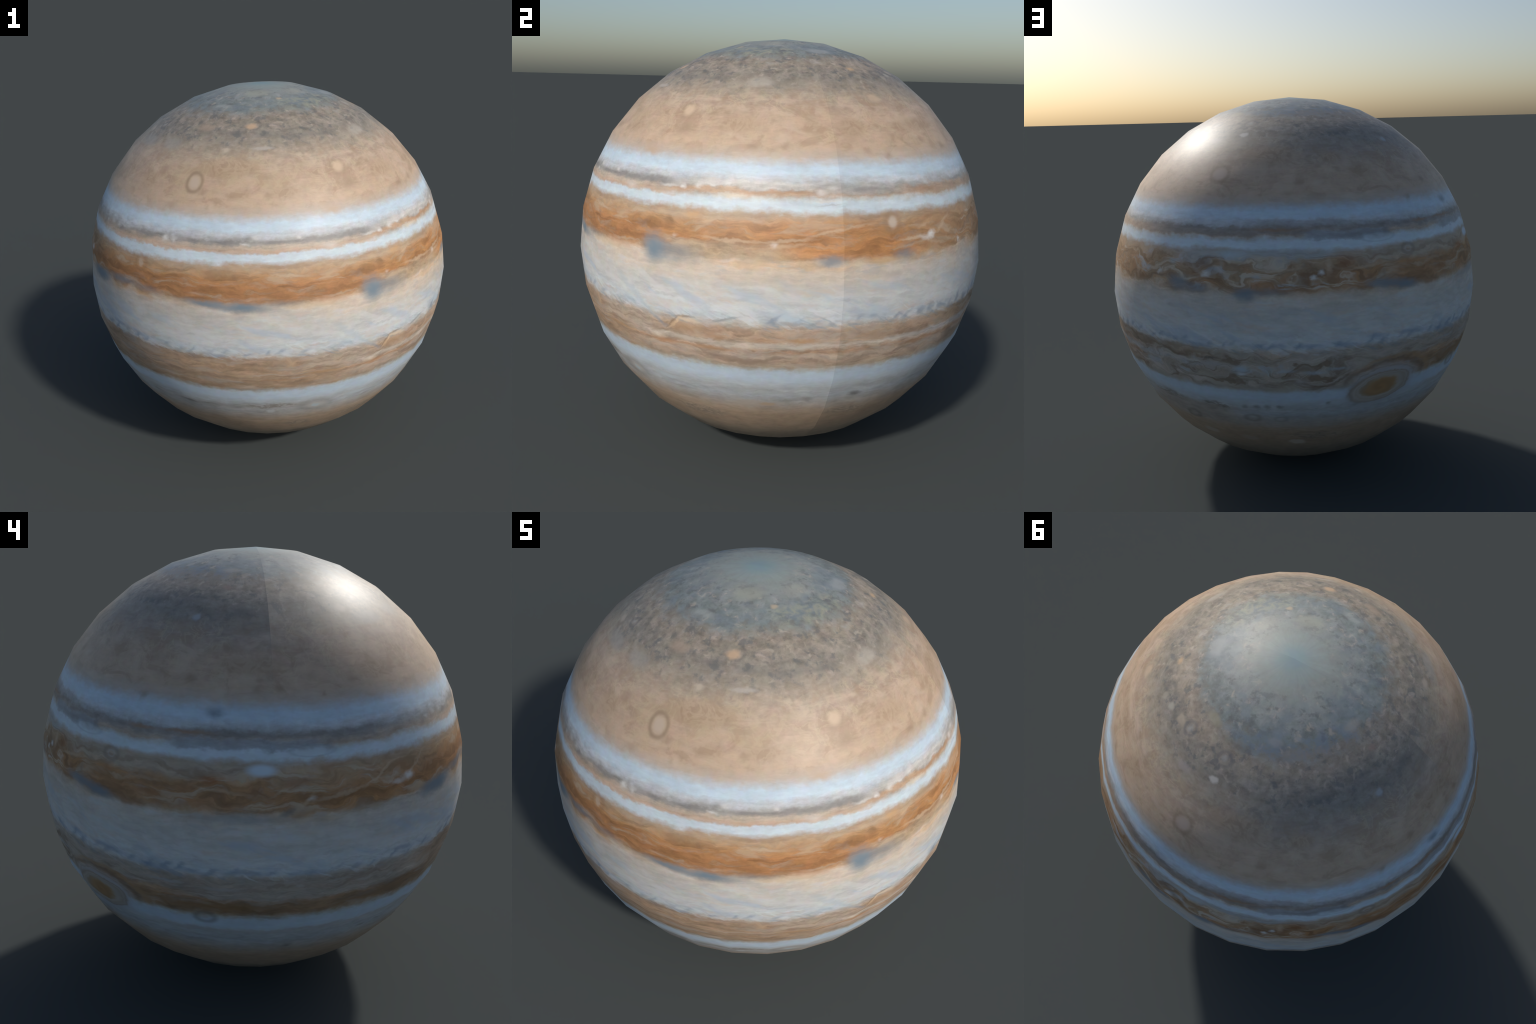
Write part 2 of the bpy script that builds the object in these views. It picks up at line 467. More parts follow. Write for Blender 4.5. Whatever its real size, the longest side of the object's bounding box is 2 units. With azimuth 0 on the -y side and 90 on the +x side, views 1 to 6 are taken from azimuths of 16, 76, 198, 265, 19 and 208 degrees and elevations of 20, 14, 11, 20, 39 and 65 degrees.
        colour = vector_op("MULTIPLY", colour, xyz(0.94 + tint[0] * 0.12, 0.94 + tint[1] * 0.12, 0.94 + tint[2] * 0.12))
        group.finish(colour, lon, lat, (eddy[1] - 0.5) * 2.0 + (curl[1] - 0.5) * 1.8 + (ripple[1] - 0.5) * 1.2, (eddy[2] - 0.5) * 1.0 + (curl[2] - 0.5) * 1.0 + (ripple[2] - 0.5) * 0.7, scribble, eddy[0])
    return group


# ----------------------------------------------------------------------------
# single features: soft ellipses, rings, scribbled patches (collected, then dealt out to the tiles)
# ----------------------------------------------------------------------------
FEATURES = []


def spot(lon0, lat0, rx, ry, paint, strength=0.8, tilt=0.0, soft=1.1, crisp=False):
    """Soft ellipse: centre, radii in degrees of arc, tilt = rise in latitude per degree."""
    FEATURES.append(dict(kind="spot", lon=lon0, lat=lat0, rx=rx, ry=ry, paint=paint, strength=0.9 * strength, tilt=tilt, far=1.0 + soft / 2, near=max(0.0, 1.0 - soft), crisp=crisp))


def ring(lon0, lat0, rx, ry, paint, strength=0.6, width=0.5):
    FEATURES.append(dict(kind="ring", lon=lon0, lat=lat0, rx=rx, ry=ry, paint=paint, strength=0.7 * strength, tilt=0.0, far=1.0 + width, width=width, crisp=True))


def patch(lon0, lat0, rx, ry, ground, ground_strength, line, line_strength):
    """Broken-up patch: a stained ellipse crossed by scribbled lines."""
    FEATURES.append(dict(kind="patch", lon=lon0, lat=lat0, rx=rx, ry=ry, paint=ground, strength=ground_strength, line=line, line_strength=line_strength, tilt=0.0, far=1.15, near=0.4, crisp=False))


# blue-grey hot spots hanging below the north equatorial belt
for lon0, lat0, rx, ry, strength, tilt in (
    (-45.5, 8.2, 3.8, 2.8, 1.1, 0.0), (-40, 8.0, 7.0, 1.8, 0.5, 0.0), (-92, 7.7, 7.0, 0.9, 0.75, -0.05), (-82, 7.1, 6.5, 1.1, 0.85, -0.02),
    (-135, 7.9, 7.0, 1.3, 0.75, 0.06), (-122, 9.6, 7.0, 1.0, 0.55, 0.05), (-112, 9.2, 6.0, 0.9, 0.35, 0.0),
    (-3, 7.7, 4.0, 1.2, 0.65, 0.05), (16, 8.2, 3.5, 1.3, 0.55, 0.0), (74, 9.3, 4.0, 1.6, 0.65, 0.0), (80, 8.4, 4.5, 1.2, 0.55, 0.0),
    (94, 7.4, 3.6, 1.5, 0.75, 0.0), (100, 8.0, 6.0, 0.8, 0.4, 0.0), (131, 8.9, 6.0, 1.0, 0.65, -0.08), (138, 8.0, 5.0, 1.1, 0.75, -0.12),
    (-137, 7.6, 7.0, 1.4, 0.55, 0.08), (-71, 7.8, 6.0, 0.9, 0.35, 0.0), (172, 6.6, 14.0, 0.9, 0.35, 0.0),
):
    spot(lon0, lat0, rx, ry * 1.35, HOT, min(1.1, strength * 1.3), tilt, 0.9)
spot(-64, 6.9, 8.0, 1.0, rgb(220, 196, 160), 0.5)
spot(-58, 7.8, 5.0, 1.0, rgb(206, 170, 146), 0.6)
spot(10, 7.3, 6.5, 0.9, rgb(206, 170, 122), 0.6)
spot(-113, 7.4, 4.0, 0.7, rgb(200, 162, 124), 0.7, -0.1)

# north equatorial belt: pale filaments, ovals and storms
for lon0, lat0, rx, ry, tilt, strength in (
    (-26, 12.0, 8.0, 0.45, -0.02, 0.65), (-13, 12.3, 7.0, 0.40, 0.06, 0.65), (-3, 14.2, 6.0, 0.40, 0.22, 0.65), (4, 15.6, 4.0, 0.4, 0.12, 0.5),
    (-14, 10.9, 6.0, 0.5, 0.14, 0.5), (18, 11.9, 4.0, 0.45, 0.03, 0.85), (30, 14.3, 3.6, 0.4, 0.7, 0.55), (-70, 15.4, 6.0, 0.5, -0.14, 0.5),
    (60, 11.6, 2.0, 0.5, 0.9, 0.55), (65, 12.6, 4.0, 0.5, 0.5, 0.5), (57, 11.0, 0.6, 2.6, 0.0, 0.45), (75, 14.0, 3.0, 0.4, -0.3, 0.4),
    (98, 11.2, 4.0, 0.8, 0.2, 0.55), (104, 13.6, 6.0, 0.4, 0.1, 0.45), (116, 14.5, 0.8, 2.6, 0.0, 0.5), (126, 13.6, 7.0, 0.4, 0.12, 0.5),
    (-165, 11.2, 8.0, 0.45, 0.18, 0.55), (-155, 14.2, 5.0, 0.4, 0.55, 0.55), (-174, 9.6, 3.0, 0.7, 0.9, 0.55), (-178, 13.0, 4.0, 0.4, 0.5, 0.4),
    (-144, 14.4, 4.0, 0.4, 0.6, 0.45), (168, 12.6, 6.0, 0.4, -0.1, 0.4), (150, 13.4, 6.0, 0.5, 0.05, 0.3), (-37, 10.6, 4.0, 0.5, 0.1, 0.4),
):
    spot(lon0, lat0, rx, ry, rgb(204, 178, 150), strength, tilt, 0.8)
for lon0, lat0, rx, ry, strength in (
    (25, 12.3, 1.5, 1.0, 0.95), (23, 11.9, 2.4, 0.6, 0.6), (37, 9.6, 0.9, 0.8, 0.7), (83, 12.2, 1.2, 0.8, 0.9), (114, 12.9, 0.9, 0.8, 0.8), (112, 11.7, 0.9, 0.7, 0.8),
    (67, 11.7, 0.6, 0.9, 0.6), (-147, 12.4, 1.8, 0.9, 0.9), (-150, 11.6, 1.8, 0.6, 0.6), (-172, 10.8, 0.9, 0.6, 0.5), (-16, 11.3, 1.0, 0.7, 0.5), (-40, 12.0, 0.9, 0.5, 0.3),
):
    spot(lon0, lat0, rx, ry, STORM, strength)
spot(177, 17.0, 3.4, 1.4, rgb(200, 214, 226), 1.1, 0.0, 0.6, True)
spot(90, 17.5, 4.0, 1.1, rgb(184, 204, 214), 0.6)
spot(-114, 16.0, 1.1, 1.3, rgb(192, 172, 152), 0.75, 0.0, 0.6)
spot(-36, 16.9, 2.0, 0.9, rgb(208, 164, 118), 0.7)
spot(13, 16.0, 1.35, 1.5, rgb(202, 188, 174), 0.85, 0.0, 0.6, True)
ring(13, 16.0, 2.1, 2.1, rgb(150, 124, 100), 0.5)
ring(-114, 16.0, 2.1, 2.0, rgb(134, 100, 70), 0.4)
ring(140.5, 17.0, 2.0, 1.4, rgb(122, 112, 104), 0.6)
ring(140.5, 17.0, 0.9, 0.7, rgb(180, 180, 182), 0.4)
spot(83, 14.8, 2.6, 1.7, rgb(128, 110, 96), 0.7)
ring(83, 15.0, 4.2, 2.8, rgb(184, 172, 158), 0.45, 0.25)
spot(121, 15.1, 2.2, 1.1, rgb(142, 94, 60), 0.85)
ring(120, 15.6, 3.6, 2.1, rgb(176, 150, 124), 0.45, 0.25)
spot(166, 14.7, 2.0, 0.9, rgb(152, 92, 44), 0.85)
spot(167, 15.7, 3.0, 0.5, rgb(186, 164, 140), 0.5)
spot(153, 10.5, 3.0, 0.9, rgb(150, 102, 66), 0.6)
spot(-175, 14.4, 3.0, 0.9, rgb(140, 104, 78), 0.6)
spot(-177, 7.9, 1.8, 0.8, rgb(110, 116, 116), 0.7, 0.5)

# north temperate belt: knots, dashes
for lon0, lat0, rx, ry, strength in (
    (-106, 24.0, 1.3, 1.1, 0.95), (-103, 24.0, 1.2, 0.9, 0.7), (-81, 23.7, 1.2, 0.6, 0.8), (-78, 25.3, 1.6, 0.7, 0.7), (-66, 24.9, 1.4, 0.6, 0.7), (-40, 23.4, 1.0, 0.7, 1.0),
    (-36, 23.6, 1.4, 0.8, 0.8), (-44, 23.3, 3.0, 0.4, 0.6), (-32, 24.2, 1.4, 0.6, 0.6), (-57, 22.0, 3.0, 1.0, 0.45), (-5, 23.2, 1.6, 0.7, 0.85), (-2, 24.4, 1.6, 0.5, 0.5),
    (-28, 24.8, 1.6, 0.5, 0.5), (-24, 25.4, 1.6, 0.5, 0.4), (-128, 24.0, 1.2, 0.7, 0.5), (-132, 24.4, 1.2, 0.7, 0.5), (-136, 24.2, 1.0, 0.6, 0.5), (-122, 24.6, 1.0, 0.5, 0.3),
    (26, 25.0, 1.6, 0.6, 0.4), (20, 25.4, 1.6, 0.6, 0.35), (57, 21.0, 1.4, 1.4, 0.35), (-125, 20.4, 1.6, 0.9, 0.3),
):
    spot(lon0, lat0, rx * 0.85, ry * 0.85, rgb(224, 222, 218), strength * 0.85)
for lon0, lat0, rx, ry, strength in (
    (-86, 24.2, 6.0, 0.5, 0.7), (-97, 24.2, 2.4, 0.5, 0.6), (-48, 24.5, 6.0, 0.8, 0.6), (-60, 24.2, 7.0, 0.7, 0.45), (-72, 24.0, 5.0, 0.5, 0.5), (-116, 24.2, 5.0, 0.7, 0.5), (-126, 23.6, 2.0, 0.5, 0.5),
    (7, 23.8, 5.0, 0.6, 0.5), (78, 24.4, 5.0, 0.5, 0.6), (44, 24.6, 5.0, 0.4, 0.5), (134, 22.4, 0.9, 1.4, 0.6), (-168, 21.8, 1.0, 1.3, 0.5), (-160, 24.4, 8.0, 0.5, 0.5), (124, 22.0, 9.0, 0.7, 0.45),
):
    spot(lon0, lat0, rx, ry, rgb(122, 120, 120), strength)
for lon0, lat0, rx, ry, strength in (
    (102, 23.9, 6.0, 0.5, 0.8), (148, 24.3, 3.6, 0.5, 0.85), (160, 24.3, 5.5, 0.5, 0.85), (-12, 23.1, 8.0, 0.5, 0.5), (-22, 22.9, 6.0, 0.5, 0.4), (24, 23.1, 6.0, 0.6, 0.4), (-70, 21.5, 10.0, 0.45, 0.4),
):
    spot(lon0, lat0, rx, ry, rgb(164, 120, 82), 0.8 * strength)
for lon0, lat0 in ((130.5, 21.0), (-172, 20.8)):
    spot(lon0, lat0, 5.0, 0.9, rgb(190, 200, 206), 0.75, 0.04)
    ring(lon0 + 0.5, lat0, 4.8, 1.2, rgb(132, 144, 156), 0.4, 0.25)
spot(-26, 22.0, 3.6, 0.6, rgb(220, 204, 178), 0.6)
spot(-4, 21.2, 4.0, 0.35, rgb(214, 206, 192), 0.5)
spot(-3, 20.3, 3.4, 0.25, rgb(160, 160, 158), 0.5)

# dusky spots near the northern white zone
spot(-54, 31.2, 2.6, 1.1, rgb(184, 156, 128), 0.75)
spot(166, 28.7, 1.9, 1.3, rgb(120, 128, 138), 0.85)
for lon0, lat0 in ((-23, 34.0), (176, 34.0), (-178, 34.1), (-14, 34.2), (16, 31.8), (42, 33.4), (146, 31.0)):
    spot(lon0, lat0, 1.3, 1.0, rgb(140, 118, 98), 0.5)

# northern temperate ovals and scribbled brown patches
for lon0, lat0, rx, ry, paint in ((-100.3, 40.0, 1.7, 2.2, rgb(190, 172, 155)), (81, 40.0, 2.0, 2.0, rgb(192, 171, 156)), (-47, 43.0, 1.6, 1.7, rgb(206, 182, 156))):
    ring(lon0, lat0, rx * 1.3, ry * 1.25, rgb(140, 120, 100), 0.9 if lon0 == -100.3 else 0.55 if lon0 == 81 else 0.2, 0.4)
    spot(lon0, lat0, rx, ry, paint, 0.9, 0.0, 0.6, True)
for lon0, lat0, rx, ry in ((-28, 39.6, 6.0, 3.0), (-69, 37.0, 5.5, 1.7), (-85, 36.8, 4.0, 1.8), (-121, 39.0, 4.0, 3.2), (174, 39.2, 8.0, 2.4), (35, 40.1, 7.0, 2.2), (-5, 39.0, 4.0, 2.2), (132, 40.1, 4.0, 3.0),
                           (54, 38.7, 4.0, 2.6), (6, 39.4, 4.0, 3.0), (-150, 37.5, 5.0, 3.0), (24, 39.6, 3.0, 2.0), (-88, 45.0, 9.0, 3.4), (100, 46.0, 9.0, 4.0), (122, 45.1, 4.0, 2.0)):
    patch(lon0, lat0, rx, ry, rgb(156, 130, 105), 0.55, rgb(204, 182, 156), 0.30)
for lon0, lat0, r in ((-38, 42.1, 1.2), (-46, 37.5, 2.2), (-74, 36.4, 1.4), (-33, 43, 1.0)):
    spot(lon0, lat0, r, r * 0.8, rgb(152, 130, 108), 0.5)

specks = random.Random(11)
for k in range(44):
    size = specks.uniform(0.6, 1.3)
    spot(specks.uniform(-180, 180), specks.uniform(32.5, 49), size * 1.3, size, rgb(148, 124, 102) if k % 3 else rgb(204, 186, 164), specks.uniform(0.3, 0.6))

# small storms and dark spots of the cap
for lon0, lat0, rx, ry, paint, strength in (
    (-81, 59.0, 1.9, 1.4, rgb(190, 162, 134), 0.95), (-58, 72.6, 1.0, 0.9, rgb(180, 164, 140), 0.8), (-24, 53.3, 3.2, 2.0, rgb(178, 172, 162), 0.55), (-106, 58.3, 3.2, 1.8, rgb(172, 152, 134), 0.6),
    (-150.5, 53.8, 1.7, 1.3, rgb(176, 162, 148), 0.95), (-91, 50.3, 1.1, 0.9, rgb(190, 176, 158), 0.8), (-80, 77.4, 4.0, 2.2, rgb(156, 156, 142), 0.5), (-30, 76.5, 3.6, 2.4, rgb(154, 154, 144), 0.5),
    (-121, 51.1, 4.0, 2.2, rgb(158, 156, 152), 0.45), (-140, 50.5, 5.0, 2.2, rgb(150, 152, 152), 0.45), (84, 54.6, 1.2, 1.0, rgb(196, 190, 182), 0.95), (154, 51.3, 1.3, 1.2, rgb(170, 172, 174), 0.95),
    (54, 58.6, 2.6, 1.3, rgb(174, 160, 142), 0.8), (20, 59.9, 1.2, 1.0, rgb(194, 164, 130), 0.8), (20, 48.4, 1.8, 1.5, rgb(192, 170, 146), 0.8), (160, 68.5, 2.6, 1.4, rgb(158, 156, 150), 0.7),
    (162, 61.5, 1.2, 0.9, rgb(160, 138, 126), 0.7), (99, 57.5, 2.4, 1.2, rgb(160, 152, 146), 0.5), (12, 69.9, 3.6, 2.0, rgb(160, 162, 162), 0.6), (65, 66.1, 2.6, 1.4, rgb(160, 152, 128), 0.6),
    (107, 68.5, 2.0, 1.2, rgb(150, 150, 150), 0.5), (-106, 68.3, 3.0, 1.2, rgb(160, 164, 162), 0.5), (-84, 76, 3.0, 2.0, rgb(156, 158, 146), 0.4), (44, 57.4, 1.2, 1.0, rgb(172, 168, 156), 0.7),
    (37, 56.0, 1.0, 1.4, rgb(170, 162, 148), 0.6), (70, 52.2, 2.4, 1.2, rgb(170, 158, 154), 0.6), (-75, 51.0, 3.0, 0.7, rgb(178, 172, 166), 0.6), (120, 66.0, 4.0, 1.4, rgb(142, 134, 126), 0.5),
):
    spot(lon0, lat0, rx, ry, paint, strength, 0.0, 0.6)
for lon0, lat0, rx, ry in ((33, 58.9, 1.1, 0.9), (46, 60.5, 2.0, 1.0), (40, 59.0, 1.6, 0.9), (-123, 59.2, 1.5, 1.2), (-113, 60.5, 1.2, 1.2), (78, 61.8, 1.4, 1.0), (-75, 55.6, 3.0, 1.0), (-58, 54.6, 5.0, 1.0),
                           (-44, 54.4, 4.0, 1.0), (-88, 56.6, 2.4, 1.4), (90, 64.5, 2.0, 1.0), (50, 58.0, 0.7, 1.4), (-132, 57.5, 1.4, 1.0), (150, 57, 3.0, 1.2), (130, 55, 4.0, 1.4), (170, 53, 4.0, 1.6)):
    spot(lon0, lat0, rx, ry, rgb(100, 100, 98), 0.5, 0.0, 0.9)
for lon0, lat0, r in ((84, 60.3, 1.8), (60, 59.7, 1.7), (-140, 56.5, 1.4)):
    ring(lon0, lat0, r, r, rgb(104, 102, 104), 0.7, 0.45)
    spot(lon0, lat0, r * 0.5, r * 0.5, rgb(162, 160, 156), 0.8)

# south: diagonal trough at the belt's northern edge, with its orange crest
for lon0, lat0, rx, ry, tilt in ((-54.5, -1.8, 3.6, 1.0, -0.85), (-50, -5.0, 3.4, 0.9, -0.9), (-46, -8.2, 3.0, 0.7, -0.7)):
    spot(lon0, lat0, rx, ry, rgb(176, 190, 200), 0.5, tilt)
spot(-44, -9.5, 2.6, 0.55, rgb(142, 138, 140), 0.8, -0.45)
spot(-40.6, -8.9, 2.2, 0.35, rgb(134, 112, 92), 0.8, 0.85)
spot(-37, -7.1, 2.4, 0.35, rgb(140, 118, 98), 0.75, 0.1)
spot(-39.5, -8.7, 2.2, 0.4, rgb(224, 194, 158), 0.8, 0.75)
spot(-36, -7.8, 2.6, 0.5, rgb(222, 198, 168), 0.75, -0.08)
spot(-37, -9.8, 5.0, 1.2, rgb(180, 146, 112), 0.6)
spot(-27, -6.6, 3.6, 0.4, rgb(134, 136, 138), 0.7, 0.22)
spot(-15, -6.6, 4.0, 0.8, rgb(134, 146, 158), 0.6)
spot(-12, -5.4, 5.0, 0.8, rgb(190, 206, 218), 0.7, -0.35)
spot(-8, -6.8, 4.0, 0.4, rgb(142, 138, 136), 0.5)
hooks = random.Random(5)
for k in range(64):
    lon0 = -16.0 + 4.9 * k + hooks.uniform(-1.6, 1.6)
    if -62 < (lon0 + 180) % 360 - 180 < -16:
        continue
    weight, lat0 = hooks.uniform(0.25, 0.7), -6.2 + hooks.uniform(-0.5, 0.7)
    spot(lon0, lat0, hooks.uniform(0.9, 1.7), 0.55, rgb(132, 148, 168), weight, hooks.uniform(0.3, 0.9))
    spot(lon0 + 1.8, lat0 - 0.3, 1.1, 0.6, rgb(216, 220, 222), weight * 0.8, 0.6)
for lon0 in (17, 22, 26.5, 31, 35, 39, 43, 48):
    spot(lon0 + math.sin(lon0 * 3.0), -6.0 + 0.5 * math.sin(lon0), 1.0, 0.9, rgb(136, 148, 164), 0.6, 0.8)
    spot(lon0 + 2.0, -6.4, 0.9, 0.8, rgb(216, 218, 220), 0.5, 0.9)
for lon0, lat0, rx in ((78, -6.6, 5.0), (70, -5.8, 4.0), (98, -6.4, 4.0), (103, -6.0, 2.0), (111, -6.0, 3.5), (120, -6.3, 4.0), (129, -5.0, 3.0), (140, -5.2, 5.0), (152, -6.6, 5.0), (162, -6.6, 4.0), (175, -6.0, 5.0), (-172, -6.4, 4.0), (-147, -5.0, 3.0), (-90, -7.2, 3.0), (-115, -5.4, 4.0), (-125, -4.6, 4.0)):
    spot(lon0, lat0, rx, 0.7, rgb(138, 156, 180), 0.6, -0.08)

# south equatorial belt: streaks and patches
for lon0, lat0, rx, ry, paint, strength in (
    (-9, -11.1, 4.0, 0.6, rgb(188, 142, 96), 0.7), (-10, -12.9, 5.0, 0.7, rgb(200, 196, 184), 0.7), (-29, -11.0, 3.0, 0.7, rgb(180, 140, 108), 0.6), (-18, -11.2, 3.0, 0.7, rgb(186, 146, 112), 0.6),
    (-43, -14.8, 3.6, 0.7, rgb(184, 138, 98), 0.7), (-32, -14.4, 5.0, 0.6, rgb(176, 140, 106), 0.6), (-30, -16.4, 8.0, 0.5, rgb(136, 118, 106), 0.6), (-20, -17.2, 5.0, 0.7, rgb(140, 122, 108), 0.6), (-38, -18.0, 5.0, 0.6, rgb(138, 126, 116), 0.6),
    (-36, -12.5, 6.0, 0.7, rgb(206, 194, 180), 0.7), (-24, -13.0, 6.0, 0.6, rgb(206, 196, 182), 0.6), (16, -11.0, 4.0, 0.6, rgb(146, 120, 98), 0.6), (18, -12.2, 8.0, 0.6, rgb(196, 192, 186), 0.6), (23, -14.6, 4.0, 0.8, rgb(154, 120, 92), 0.7),
    (9, -10.6, 5.0, 1.2, rgb(176, 148, 122), 0.5), (-82, -18.3, 3.6, 0.7, rgb(200, 180, 164), 0.8), (-85, -19.2, 5.0, 0.5, rgb(140, 124, 110), 0.6), (-104, -11.0, 2.4, 0.4, rgb(196, 178, 156), 0.6), (-96, -13.2, 4.0, 0.4, rgb(196, 172, 144), 0.5), (-84, -14.0, 5.0, 0.4, rgb(196, 172, 138), 0.5),
    (-72, -15.6, 8.0, 0.4, rgb(178, 136, 100), 0.5), (-66, -17.6, 7.0, 0.5, rgb(140, 118, 98), 0.5), (-60, -14.0, 6.0, 0.5, rgb(184, 146, 104), 0.5),
    (83, -10.4, 3.0, 0.4, rgb(96, 94, 92), 0.7), (92, -13.2, 2.8, 1.4, rgb(176, 196, 212), 0.85), (92, -14.7, 1.4, 0.4, rgb(214, 220, 224), 0.8), (84, -12.0, 4.0, 0.8, rgb(180, 180, 184), 0.6), (104, -13.4, 2.8, 0.7, rgb(180, 192, 204), 0.7),
    (112, -14.0, 3.0, 0.7, rgb(182, 194, 206), 0.7), (118, -13.2, 3.0, 0.5, rgb(182, 196, 208), 0.6), (100, -17.6, 5.0, 0.6, rgb(126, 114, 98), 0.6), (88, -16.6, 5.0, 0.6, rgb(120, 110, 96), 0.5), (108, -17.0, 2.0, 1.0, rgb(182, 176, 176), 0.6), (96, -16.0, 3.0, 0.5, rgb(186, 176, 164), 0.5),
    (172, -16.2, 8.0, 1.2, rgb(142, 110, 70), 0.6), (160, -16.2, 8.0, 1.0, rgb(142, 106, 72), 0.5), (-153, -16.4, 9.0, 1.0, rgb(140, 108, 76), 0.5), (-180, -19.3, 3.0, 0.4, rgb(132, 128, 126), 0.6), (-178, -18.4, 2.4, 0.6, rgb(176, 166, 156), 0.6),
    (-174, -9.8, 1.2, 0.5, rgb(196, 194, 190), 0.5), (-165, -9.2, 3.0, 0.4, rgb(192, 188, 184), 0.5), (-158, -10.4, 2.0, 0.4, rgb(196, 194, 190), 0.5), (-150, -11.4, 1.4, 0.5, rgb(196, 194, 190), 0.5), (168, -10.6, 5.0, 0.5, rgb(176, 176, 178), 0.5), (155, -10.0, 5.0, 0.4, rgb(170, 178, 188), 0.5),
):
    spot(lon0, lat0, rx, ry, paint, strength)

# dark trail running up to the great storm's arch
for lon0, lat0, rx, ry, tilt, strength in ((113, -18.6, 4.0, 0.5, 0.15, 0.6), (119, -16.6, 4.5, 0.5, 0.60, 0.75), (118, -15.6, 4.0, 0.4, 0.55, 0.4), (110, -17.6, 3.0, 0.4, -0.2, 0.5)):
    spot(lon0, lat0, rx, ry, rgb(112, 96, 82), strength, tilt)
# southern temperate zone: ovals, rings, knots
for lon0, lat0, rx, ry, paint, strength in (
    (-60.5, -28.5, 3.6, 1.8, rgb(192, 190, 186), 0.8), (-61, -28.6, 1.4, 0.9, rgb(184, 200, 208), 0.8), (-76, -29.9, 1.4, 0.9, rgb(204, 206, 208), 0.8), (72, -41.0, 3.0, 1.6, rgb(190, 178, 164), 0.85), (89, -41.4, 2.6, 1.4, rgb(186, 172, 158), 0.7),
    (107, -42.6, 2.4, 1.4, rgb(208, 194, 178), 0.9), (-22, -31.8, 4.0, 1.6, rgb(186, 172, 160), 0.6), (-17, -31.8, 2.0, 0.9, rgb(188, 164, 136), 0.7), (-47, -26.6, 4.0, 1.0, rgb(190, 204, 214), 0.5), (147, -39.2, 1.6, 1.4, rgb(192, 172, 154), 0.7),
):
    spot(lon0, lat0, rx, ry, paint, strength, 0.0, 0.4)
for lon0, lat0, rx, ry, strength in (
    (-104, -28.0, 2.6, 0.7, 0.7), (-118, -28.6, 2.2, 0.6, 0.6), (8, -29.1, 1.7, 1.0, 0.85), (-6, -29.8, 1.6, 0.7, 0.5), (91, -25.6, 0.9, 0.8, 0.5), (95, -25.7, 1.2, 0.9, 0.6), (98.5, -25.5, 1.0, 0.9, 0.6), (102, -25.4, 0.9, 0.9, 0.6),
    (79, -26.0, 1.6, 0.6, 0.8), (84, -26.6, 1.2, 0.6, 0.8), (125, -25.8, 1.2, 0.6, 0.8), (116, -24.5, 0.8, 0.6, 0.6), (-175, -31.5, 1.4, 0.7, 0.6), (-147, -28.2, 1.2, 0.4, 0.5), (-153, -28.7, 1.4, 0.5, 0.6), (-12, -30.4, 2.4, 0.7, 0.4), (-86, -28.2, 2.0, 0.7, 0.5), (-96, -27.6, 3.0, 0.6, 0.4),
):
    spot(lon0, lat0, rx, ry, rgb(112, 110, 108), strength)
for lon0, lat0, rx, ry, strength in ((70, -32.6, 2.0, 1.4, 0.6), (93, -30.3, 2.0, 1.2, 0.6), (102, -30.4, 1.6, 0.9, 0.4), (164, -19.9, 2.2, 1.5, 0.75), (111, -38.0, 3.4, 1.2, 0.3), (-61, -28.4, 4.2, 2.3, 0.35)):
    ring(lon0, lat0, rx, ry, rgb(120, 113, 106), strength, 0.7)
spot(164, -19.9, 1.3, 0.9, rgb(176, 172, 172), 0.8)
for lon0, lat0, rx, ry in ((-76, -27.0, 9.0, 1.5), (82, -26.4, 5.0, 1.3), (62, -26.5, 8.0, 1.8), (-40, -38.8, 9.0, 3.0), (8, -36.0, 7.0, 2.4), (-66, -39, 5.0, 2.5), (115, -39.0, 9.0, 2.4)):
    patch(lon0, lat0, rx, ry, rgb(196, 188, 176), 0.15, rgb(124, 116, 106), 0.60)


# ----------------------------------------------------------------------------
# tiles: one material each
# ----------------------------------------------------------------------------
GREAT_LON, GREAT_LAT = 132.0, -20.9


def great_storm(colour, lon, lat, eddy):
    """The great oval storm in its pale hollow, under a dark arch."""
    x, y = after(colour, lon) - GREAT_LON, after(colour, lat) - GREAT_LAT
    # the hollow leans: its western flank trails down to the south-west
    hollow = vector_op("LENGTH", xyz((x - 0.6) * (1.0 / 13.4), (y - x * 0.10 - 0.2) * (1.0 / 7.6), 0.0)) + (eddy - 0.5) * 0.30
    north = smooth(y, -0.4, 3.6)
    colour = mix(colour, rgb(178, 181, 188), smooth(hollow, 1.06, 0.66) * 0.75)
    colour = mix(colour, rgb(118, 100, 84), smooth(op("ABSOLUTE", hollow - 1.03), 0.15, 0.0) * north * 0.55)
    colour = mix(colour, rgb(174, 140, 104), smooth(op("ABSOLUTE", hollow - 1.18), 0.13, 0.0) * north * smooth(x, -12, -2) * 0.6)
    colour = mix(colour, rgb(146, 134, 124), smooth(op("ABSOLUTE", hollow - 0.82), 0.05, 0.0) * north * 0.35)
    great = vector_op("LENGTH", xyz(x * (0.935 / 9.4), (y - x * 0.10) * (1.0 / 4.9), 0.0))
    angle = op("ARCTAN2", y * 2.0, x)
    spiral = op("SINE", great * 13.0 + angle + (eddy - 0.5) * 7.0)
    storm = ramp(great + (eddy - 0.5) * 0.26 + spiral * 0.035, 0.0, 1.25, [
        (0.0, rgb(170, 128, 78)), (0.46, rgb(170, 134, 90)), (0.58, rgb(168, 146, 118)), (0.70, rgb(180, 172, 162)), (0.80, rgb(172, 160, 146)),
        (0.88, rgb(178, 170, 162)), (0.98, rgb(154, 139, 124)), (1.10, rgb(177, 176, 178)), (1.25, rgb(180, 186, 194)),
    ])
    storm = tone(storm, 1.0 + spiral * 0.07)
    return mix(colour, storm, smooth(great, 1.18, 0.92) * 0.92)


ROW_GROUPS = [base_group(row) for row in range(len(ROW_EDGES) - 1)]


